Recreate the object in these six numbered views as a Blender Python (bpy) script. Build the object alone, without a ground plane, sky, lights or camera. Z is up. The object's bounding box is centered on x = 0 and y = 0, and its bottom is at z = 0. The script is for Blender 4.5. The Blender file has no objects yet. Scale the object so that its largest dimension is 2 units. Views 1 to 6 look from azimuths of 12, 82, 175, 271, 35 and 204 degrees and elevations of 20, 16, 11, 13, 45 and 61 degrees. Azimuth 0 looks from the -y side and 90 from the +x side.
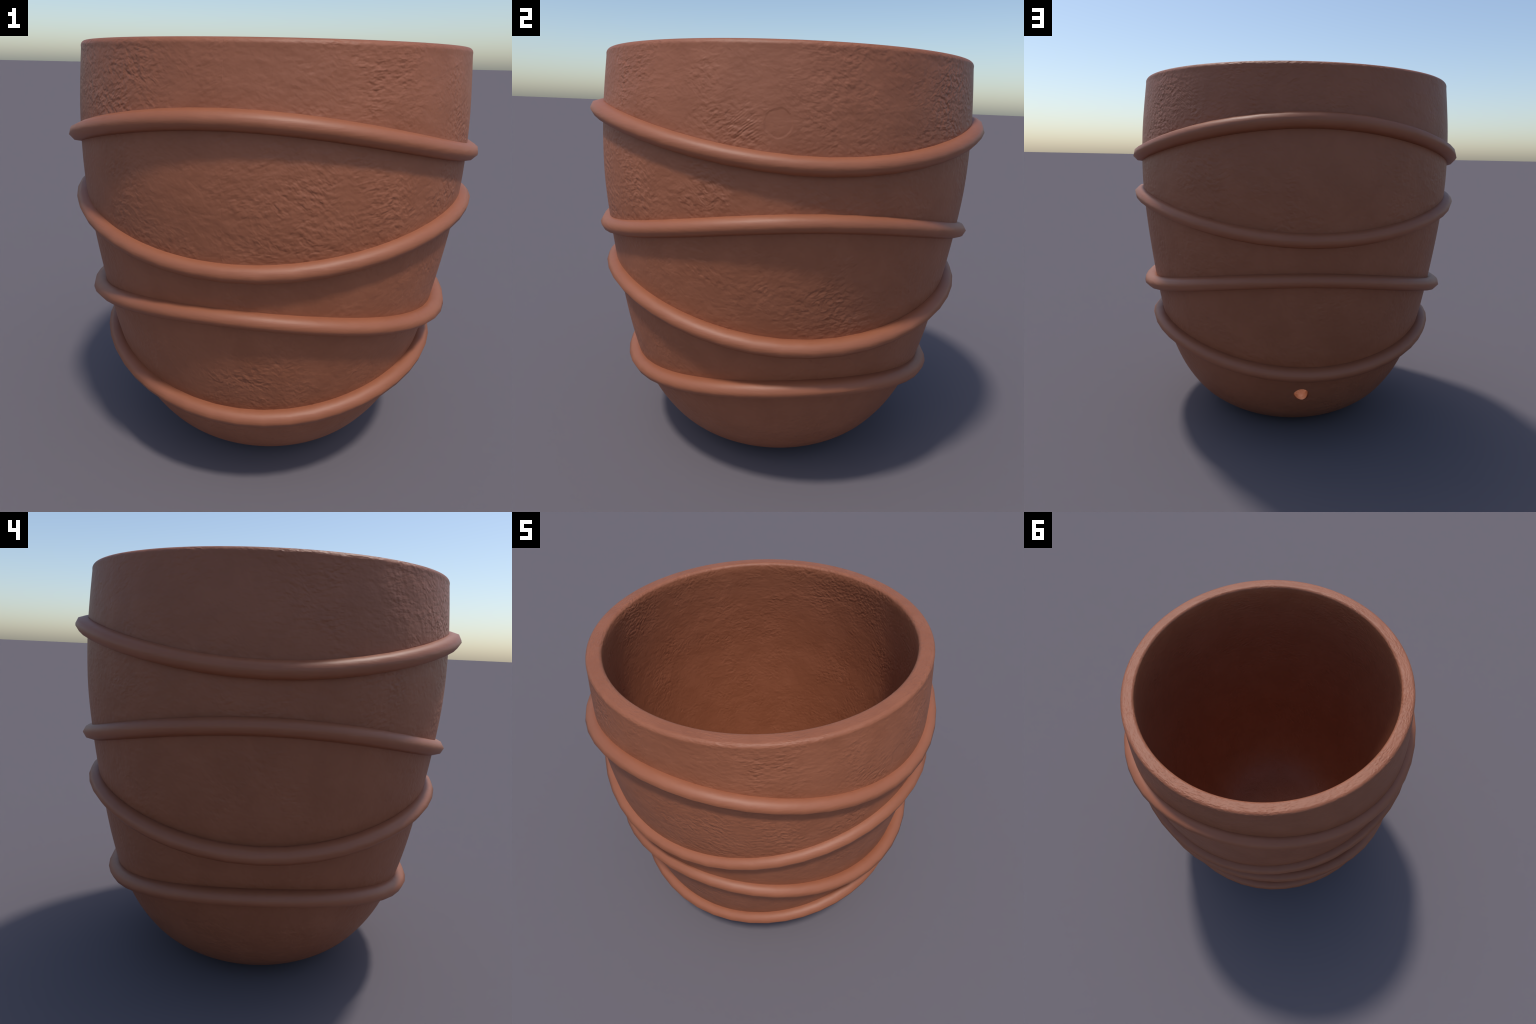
"""Terracotta flower pot: a turned, rounded vessel with a flat lip, wrapped by
four rolled clay coils that rise and fall round the wall, with a drain hole."""
import bpy, bmesh, math
from mathutils import Vector

TAU = math.tau


# ------------------------------------------------------------------ helpers
def monotone_spline(points, steps):
    """Smooth curve through the (r, z) points, centripetal Catmull-Rom."""
    pts = [Vector(p) for p in points]
    pts = [2 * pts[0] - pts[1]] + pts + [2 * pts[-1] - pts[-2]]
    out = []
    for i in range(1, len(pts) - 2):
        p0, p1, p2, p3 = pts[i - 1:i + 3]
        t0 = 0.0
        t1 = t0 + max((p1 - p0).length, 1e-6) ** 0.5
        t2 = t1 + max((p2 - p1).length, 1e-6) ** 0.5
        t3 = t2 + max((p3 - p2).length, 1e-6) ** 0.5
        for k in range(steps):
            t = t1 + (t2 - t1) * k / steps
            a1 = p0 * ((t1 - t) / (t1 - t0)) + p1 * ((t - t0) / (t1 - t0))
            a2 = p1 * ((t2 - t) / (t2 - t1)) + p2 * ((t - t1) / (t2 - t1))
            a3 = p2 * ((t3 - t) / (t3 - t2)) + p3 * ((t - t2) / (t3 - t2))
            b1 = a1 * ((t2 - t) / (t2 - t0)) + a2 * ((t - t0) / (t2 - t0))
            b2 = a2 * ((t3 - t) / (t3 - t1)) + a3 * ((t - t1) / (t3 - t1))
            out.append(b1 * ((t2 - t) / (t2 - t1)) + b2 * ((t - t1) / (t2 - t1)))
    out.append(pts[-2].copy())
    return out


def arc(centre, radius, start, end, steps):
    """Points of a circular arc (degrees) in the (r, z) plane."""
    res = []
    for k in range(steps + 1):
        a = math.radians(start + (end - start) * k / steps)
        res.append(Vector((centre[0] + radius * math.cos(a),
                           centre[1] + radius * math.sin(a))))
    return res


def smooth_by_angle(mesh, degrees):
    limit = math.radians(degrees)
    bm = bmesh.new()
    bm.from_mesh(mesh)
    for f in bm.faces:
        f.smooth = True
    for e in bm.edges:
        e.smooth = not (len(e.link_faces) == 2 and e.calc_face_angle(0) > limit)
    bm.to_mesh(mesh)
    bm.free()


def link(obj, parent=None):
    bpy.context.scene.collection.objects.link(obj)
    obj.parent = parent
    return obj


# ---------------------------------------------------------------- materials
class Nodes:
    def __init__(self, name):
        self.mat = bpy.data.materials.new(name)
        self.mat.use_nodes = True
        self.t = self.mat.node_tree
        self.t.nodes.clear()
        self.out = self.n("ShaderNodeOutputMaterial")
        self.bsdf = self.n("ShaderNodeBsdfPrincipled")
        self.l(self.bsdf.outputs[0], self.out.inputs[0])
        self.co = self.n("ShaderNodeTexCoord").outputs["Object"]

    def n(self, kind, **props):
        node = self.t.nodes.new(kind)
        for k, v in props.items():
            setattr(node, k, v)
        return node

    def l(self, a, b):
        self.t.links.new(a, b)

    def noise(self, scale, detail=4.0, rough=0.5, distort=0.0, vec=None):
        node = self.n("ShaderNodeTexNoise")
        node.inputs["Scale"].default_value = scale
        node.inputs["Detail"].default_value = detail
        node.inputs["Roughness"].default_value = rough
        node.inputs["Distortion"].default_value = distort
        self.l(vec or self.co, node.inputs["Vector"])
        return node.outputs["Fac"]

    def mapped(self, rot=(0, 0, 0), scale=(1, 1, 1), loc=(0, 0, 0)):
        m = self.n("ShaderNodeMapping")
        m.inputs["Rotation"].default_value = rot
        m.inputs["Scale"].default_value = scale
        m.inputs["Location"].default_value = loc
        self.l(self.co, m.inputs["Vector"])
        return m.outputs[0]

    def math(self, op, a, b=None, c=None, clamp=False):
        node = self.n("ShaderNodeMath", operation=op, use_clamp=clamp)
        for i, v in enumerate((a, b, c)):
            if v is None:
                continue
            if isinstance(v, (int, float)):
                node.inputs[i].default_value = v
            else:
                self.l(v, node.inputs[i])
        return node.outputs[0]

    def ramp(self, fac, lo, hi, out_lo=0.0, out_hi=1.0):
        m = self.n("ShaderNodeMapRange", interpolation_type="SMOOTHSTEP")
        self.l(fac, m.inputs["Value"])
        for key, v in (("From Min", lo), ("From Max", hi), ("To Min", out_lo), ("To Max", out_hi)):
            m.inputs[key].default_value = v
        return m.outputs[0]

    def mix_colour(self, fac, a, b):
        m = self.n("ShaderNodeMix", data_type="RGBA")
        self.l(fac, m.inputs[0])
        for sock, v in ((m.inputs[6], a), (m.inputs[7], b)):
            if isinstance(v, tuple):
                sock.default_value = (*v, 1.0)
            else:
                self.l(v, sock)
        return m.outputs[2]


ROUGH_SPOTS = [  # where the clay was left coarsest: place, reach, strength
    ((-0.36, -0.82, 1.85), 0.26, 1.0), ((0.22, -0.90, 1.38), 0.32, 0.8),
    ((0.60, -0.70, 1.45), 0.22, 0.8), ((0.56, -0.71, 1.83), 0.20, 0.6),
    ((-0.40, -0.82, 1.33), 0.17, 0.7), ((0.08, -0.82, 0.64), 0.24, 0.6),
    ((0.86, -0.32, 1.68), 0.18, 0.7), ((0.82, -0.43, 1.44), 0.18, 0.8),
    ((0.74, 0.52, 1.82), 0.22, 0.8), ((0.90, 0.02, 1.86), 0.22, 0.6), ((0.87, 0.11, 0.97), 0.20, 0.6),
    ((0.62, 0.65, 1.80), 0.25, 0.8), ((-0.74, -0.50, 1.88), 0.20, 0.6), ((-0.55, -0.72, 1.80), 0.22, 0.6),
    ((-0.80, -0.10, 1.86), 0.26, 0.8), ((0.25, 0.78, 1.88), 0.30, 0.8),
    ((0.45, 0.68, 1.55), 0.30, 0.6), ((-0.05, 0.82, 1.80), 0.22, 0.5),
]
THUMB_PRESS = (0.899, -0.172, 1.716)      # one round thumb press on the outer wall
FINGER_PRINTS = [((0.868, -0.295, 1.690), 0.095), ((0.60, 0.67, 1.84), 0.09),
                 ((0.40, 0.71, 1.90), 0.10), ((-0.42, -0.79, 1.80), 0.08)]


def worked_clay():
    """Hand smoothed terracotta: soft, short wrinkles dragged round the wall
    in changing directions, coarser in some spots and nearly wiped away in
    others, a thumb press and a few finger prints.  The texture is wrapped
    round the axis (the wrap meets at the -y side, as on the real thing)."""
    s = Nodes("worked_terracotta")
    xyz = s.n("ShaderNodeSeparateXYZ")
    s.l(s.co, xyz.inputs[0])
    x, y, z = xyz.outputs
    around = s.math("MULTIPLY", s.math("ARCTAN2", x, y), 0.88)
    radius = s.math("SQRT", s.math("ADD", s.math("MULTIPLY", x, x), s.math("MULTIPLY", y, y)))
    wrap = s.n("ShaderNodeCombineXYZ")
    s.l(around, wrap.inputs[0])
    s.l(s.math("MULTIPLY_ADD", radius, -0.9, z), wrap.inputs[1])
    s.l(s.math("MULTIPLY", radius, 3.0), wrap.inputs[2])
    wrap = wrap.outputs[0]

    def leaning(degrees, stretch, loc):
        turn = s.n("ShaderNodeMapping")
        turn.inputs["Rotation"].default_value = (0, 0, math.radians(degrees))
        turn.inputs["Location"].default_value = loc
        s.l(wrap, turn.inputs["Vector"])
        squeeze = s.n("ShaderNodeMapping")
        squeeze.inputs["Scale"].default_value = (stretch, 1.0, 0.6)
        s.l(turn.outputs[0], squeeze.inputs["Vector"])
        return squeeze.outputs[0]

    def near(place, reach, strength):
        d = s.n("ShaderNodeVectorMath", operation="DISTANCE")
        s.l(s.co, d.inputs[0])
        d.inputs[1].default_value = place
        return s.ramp(d.outputs["Value"], 0.0, reach, strength, 0.0)

    # short dragged ridges, one direction to a patch
    ridges = [s.noise(58, 1.2, 0.5, 0.2, leaning(deg, st, loc)) for deg, st, loc in
              ((28, 0.58, (0, 0, 0)), (-42, 0.58, (3, 1, 5)), (4, 0.55, (8, 6, 2)))]
    pick = s.noise(2.9, 2, 0.5, 0.3, s.mapped(loc=(2, 5, 3)))
    w_a = s.ramp(pick, 0.43, 0.49, 1.0, 0.0)
    w_c = s.ramp(pick, 0.51, 0.57)
    w_b = s.math("SUBTRACT", s.math("SUBTRACT", 1.0, w_a), w_c)
    ridge = s.math("MULTIPLY", ridges[0], w_a)
    ridge = s.math("MULTIPLY_ADD", ridges[1], w_b, ridge)
    ridge = s.math("MULTIPLY_ADD", ridges[2], w_c, ridge)
    # small blunt grains between the ridges
    grains = s.noise(54, 0.6, 0.5, 0.1, leaning(0, 0.85, (2, 7, 1)))
    ridge = s.math("MULTIPLY_ADD", s.math("SUBTRACT", grains, 0.5), 0.55, s.math("MULTIPLY", s.math("SUBTRACT", ridge, 0.5), 0.60))
    # coarse spots over a light patchy texture
    patch = s.ramp(s.noise(3.6, 3, 0.6, 0.4, s.mapped(loc=(7, 2, 4))), 0.42, 0.66, 0.20, 0.66)
    for place, reach, strength in ROUGH_SPOTS:
        patch = s.math("ADD", patch, near(place, reach, strength))
    patch = s.math("MULTIPLY", patch, s.ramp(s.noise(9, 2, 0.5, 0.3), 0.32, 0.60, 0.45, 1.15))
    wobble = s.n("ShaderNodeVectorMath", operation="MULTIPLY_ADD")
    wob_n = s.n("ShaderNodeTexNoise")
    wob_n.inputs["Scale"].default_value = 22
    s.l(s.co, wob_n.inputs["Vector"])
    s.l(wob_n.outputs["Color"], wobble.inputs[0])
    wobble.inputs[1].default_value = (0.016, 0.016, 0.016)
    s.l(s.co, wobble.inputs[2])
    d = s.n("ShaderNodeVectorMath", operation="DISTANCE")
    s.l(wobble.outputs[0], d.inputs[0])
    d.inputs[1].default_value = [c + 0.008 for c in THUMB_PRESS]
    press = s.ramp(d.outputs["Value"], 0.0, 0.13, 1.0, 0.0)
    calm = s.math("SUBTRACT", 1.0, s.math("MULTIPLY", s.ramp(press, 0.45, 0.75), 0.72))
    patch = s.math("MULTIPLY", patch, calm)
    h = s.math("MULTIPLY", ridge, patch)
    # softer kneaded unevenness under it
    knead = s.math("MULTIPLY", s.noise(19, 2, 0.5, 0.5, leaning(-15, 0.7, (4, 4, 4))), s.ramp(s.noise(3.0, 2, 0.5, 0.3), 0.38, 0.62, 0.20, 0.46))
    h = s.math("ADD", h, knead)
    h = s.math("ADD", h, s.math("MULTIPLY", s.noise(95, 1, 0.5), 0.035))
    # big slow trowel unevenness
    h = s.math("ADD", h, s.math("MULTIPLY", s.noise(6.0, 2, 0.5, 0.5, leaning(20, 0.7, (1, 2, 3))), 0.55))
    # the lip is knocked and grainy
    lip = s.ramp(z, 1.965, 1.99)
    h = s.math("ADD", h, s.math("MULTIPLY", lip, s.math("MULTIPLY", s.noise(24, 1, 0.5, 0.3, s.mapped(loc=(9, 9, 9))), 0.15)))
    # rim of the thumb press
    h = s.math("ADD", h, s.math("MULTIPLY", s.ramp(press, 0.60, 0.71, 0.0, -0.17), s.ramp(s.noise(13, 1, 0.5), 0.36, 0.56, 0.15, 1.0)))
    # finger prints: fine curved parallel lines
    broken = s.ramp(s.noise(30, 1, 0.5, 0.0, s.mapped(loc=(3, 3, 3))), 0.38, 0.58, 0.01, 0.11)
    for k, (place, reach) in enumerate(FINGER_PRINTS):
        wave = s.n("ShaderNodeTexWave", wave_type="BANDS", bands_direction="Y")
        wave.inputs["Scale"].default_value = 31
        wave.inputs["Distortion"].default_value = 9.0
        wave.inputs["Detail"].default_value = 1.0
        wave.inputs["Detail Scale"].default_value = 0.30
        s.l(leaning((40, -35, 70, 50)[k], 1.0, (k, k, 0)), wave.inputs["Vector"])
        h = s.math("MULTIPLY_ADD", s.math("MULTIPLY", wave.outputs["Fac"], broken), near(place, reach, 1.0), h)
    bump = s.n("ShaderNodeBump")
    bump.inputs["Strength"].default_value = 1.0
    bump.inputs["Distance"].default_value = 0.0082
    s.l(h, bump.inputs["Height"])
    s.l(bump.outputs[0], s.bsdf.inputs["Normal"])
    tone = s.ramp(s.noise(5.5, 5, 0.65, 0.4, s.mapped(loc=(4, 4, 1))), 0.32, 0.68)
    s.l(s.mix_colour(tone, WALL_DARK, WALL_LIGHT), s.bsdf.inputs["Base Color"])
    s.bsdf.inputs["Roughness"].default_value = 0.56
    return s.mat


def rolled_clay():
    """Rolled coil clay: smooth, slightly glossier, faint lengthwise drag."""
    s = Nodes("rolled_terracotta")
    drag = s.noise(9, 3, 0.5, 0.3, s.mapped(scale=(1, 1, 6)))
    fine = s.math("MULTIPLY", s.noise(45, 3, 0.5), 0.22)
    bump = s.n("ShaderNodeBump")
    bump.inputs["Strength"].default_value = 0.5
    bump.inputs["Distance"].default_value = 0.003
    s.l(s.math("ADD", drag, fine), bump.inputs["Height"])
    s.l(bump.outputs[0], s.bsdf.inputs["Normal"])
    tone = s.ramp(s.noise(4, 3, 0.6, 0.3), 0.3, 0.7)
    s.l(s.mix_colour(tone, COIL_DARK, COIL_LIGHT), s.bsdf.inputs["Base Color"])
    s.bsdf.inputs["Roughness"].default_value = 0.52
    return s.mat


WALL_DARK = (0.280, 0.091, 0.041)
WALL_LIGHT = (0.310, 0.104, 0.049)
COIL_DARK = (0.304, 0.100, 0.046)
COIL_LIGHT = (0.320, 0.107, 0.050)

# ------------------------------------------------------------------- vessel
CX, CY = 0.001, 0.001
OUTER = [(0.300, 0.000), (0.372, 0.007), (0.440, 0.030), (0.5236, 0.080), (0.6045, 0.150),
         (0.6790, 0.250), (0.7320, 0.350), (0.7869, 0.500), (0.8240, 0.650),
         (0.8515, 0.800), (0.8816, 1.000), (0.9060, 1.200), (0.9225, 1.400),
         (0.9240, 1.560), (0.9170, 1.720), (0.9035, 1.860), (0.8905, 1.970)]
WALL = 0.078


def vessel_profile():
    outer = monotone_spline(OUTER, 8)
    lip = arc((0.8905 - 0.022, 1.978), 0.022, 8, 90, 8) + \
        [Vector((0.835, 2.0))] + arc((0.8245 + 0.003, 1.982), 0.018, 90, 172, 8)
    inner_pts = [(0.8095, 1.960), (0.824, 1.86), (0.838, 1.72), (0.845, 1.56), (0.8445, 1.40),
                 (0.829, 1.20), (0.804, 1.00), (0.7735, 0.80), (0.745, 0.65),
                 (0.707, 0.50), (0.652, 0.35), (0.600, 0.25), (0.530, 0.170),
                 (0.450, 0.118), (0.360, 0.088), (0.250, 0.078)]
    inner = monotone_spline(inner_pts, 8)
    return outer + lip + inner


def build_vessel(material, parent):
    prof = vessel_profile()
    seg = 288
    bm = bmesh.new()
    rings = []
    for p in prof:
        rings.append([bm.verts.new((CX + p.x * math.cos(TAU * k / seg),
                                    CY + p.x * math.sin(TAU * k / seg), p.y)) for k in range(seg)])
    for a, b in zip(rings, rings[1:]):
        for k in range(seg):
            j = (k + 1) % seg
            bm.faces.new((a[k], a[j], b[j], b[k]))

    def cap(ring, z, up):
        centre = bm.verts.new((CX, CY, z))
        for k in range(seg):
            j = (k + 1) % seg
            bm.faces.new((centre, ring[k], ring[j]) if up else (centre, ring[j], ring[k]))
    cap(rings[0], 0.0, False)
    cap(rings[-1], 0.076, True)
    bmesh.ops.recalc_face_normals(bm, faces=bm.faces)
    mesh = bpy.data.meshes.new("vessel")
    bm.to_mesh(mesh)
    bm.free()
    obj = link(bpy.data.objects.new("vessel", mesh), parent)
    mesh.materials.append(material)

    # drain hole, bored level through the foot of the back wall
    bm = bmesh.new()
    bmesh.ops.create_cone(bm, cap_ends=True, segments=24, radius1=HOLE_R, radius2=HOLE_R, depth=0.5)
    cut_mesh = bpy.data.meshes.new("hole_cutter")
    bm.to_mesh(cut_mesh)
    bm.free()
    cutter = link(bpy.data.objects.new("hole_cutter", cut_mesh))
    cutter.rotation_euler = (math.radians(90) + HOLE_TILT, 0, HOLE_TURN)
    cutter.location = HOLE_AT
    mod = obj.modifiers.new("drain", "BOOLEAN")
    mod.operation = "DIFFERENCE"
    mod.solver = "EXACT"
    mod.object = cutter
    bpy.context.view_layer.update()
    dg = bpy.context.evaluated_depsgraph_get()
    new = bpy.data.meshes.new_from_object(obj.evaluated_get(dg))
    obj.modifiers.clear()
    obj.data = new
    new.name = "vessel"
    bpy.data.objects.remove(cutter)
    new.materials.clear()
    new.materials.append(material)
    smooth_by_angle(new, 38)
    return obj


HOLE_R = 0.0430
HOLE_AT = (0.002, 0.70, 0.306)
HOLE_TILT = 0.0
HOLE_TURN = 0.0

# -------------------------------------------------------------------- coils
# half width along x and along y, height on the x sides and on the y sides,
# turn, roll radius into the wall, height of the roll as a share of that
COILS = [
    (0.9245, 0.9240, 1.5673, 1.7411, 0.6, 0.052, 0.74),
    (0.9215, 0.9020, 1.3580, 1.1838, 0.6, 0.052, 0.74),
    (0.8785, 0.8800, 0.8180, 0.9862, 0.2, 0.052, 0.73),
    (0.8320, 0.7880, 0.6075, 0.4560, 2.6, 0.0510, 0.77),
]
KAPPA = 0.5523


def build_coil(spec, material, parent):
    """A closed roll of clay: a round loop on four points whose heights
    alternate, with an eight sided section that is
    deeper into the wall than it is tall."""
    rx, ry, zx, zy, turn, roll, squash = spec
    cu = bpy.data.curves.new("clay_coil", "CURVE")
    cu.dimensions = "3D"
    cu.resolution_u = 12
    cu.bevel_depth = roll
    cu.bevel_resolution = 2
    sp = cu.splines.new("BEZIER")
    sp.bezier_points.add(3)
    sp.use_cyclic_u = True
    sp.resolution_u = 12
    for k, bp in enumerate(sp.bezier_points):
        a = k * TAU / 4
        c, s = math.cos(a), math.sin(a)
        z = (zx if k % 2 == 0 else zy) / squash
        co = Vector((rx * c, ry * s, z))
        tan = Vector((-rx * s, ry * c, 0)) * KAPPA
        bp.handle_left_type = bp.handle_right_type = "FREE"
        bp.co = co
        bp.handle_left = co - tan
        bp.handle_right = co + tan
    tmp = link(bpy.data.objects.new("coil_curve", cu))
    bpy.context.view_layer.update()
    dg = bpy.context.evaluated_depsgraph_get()
    mesh = bpy.data.meshes.new_from_object(tmp.evaluated_get(dg))
    bpy.data.objects.remove(tmp)
    rot = math.radians(turn)
    for v in mesh.vertices:
        x, y = v.co.x, v.co.y
        v.co.x = CX + x * math.cos(rot) - y * math.sin(rot)
        v.co.y = CY + x * math.sin(rot) + y * math.cos(rot)
        v.co.z *= squash
    for p in mesh.polygons:
        p.use_smooth = True
    mesh.name = "clay_coil"
    mesh.materials.clear()
    mesh.materials.append(material)
    return link(bpy.data.objects.new("clay_coil", mesh), parent)


# --------------------------------------------------------------------- build
pot = link(bpy.data.objects.new("flower_pot", None))
pot["label"] = "round terracotta flower pot wrapped with four wavy clay coils"
pot["category"] = "flower pot"
clay = worked_clay()
coil_clay = rolled_clay()
build_vessel(clay, pot)
for spec in COILS:
    build_coil(spec, coil_clay, pot)
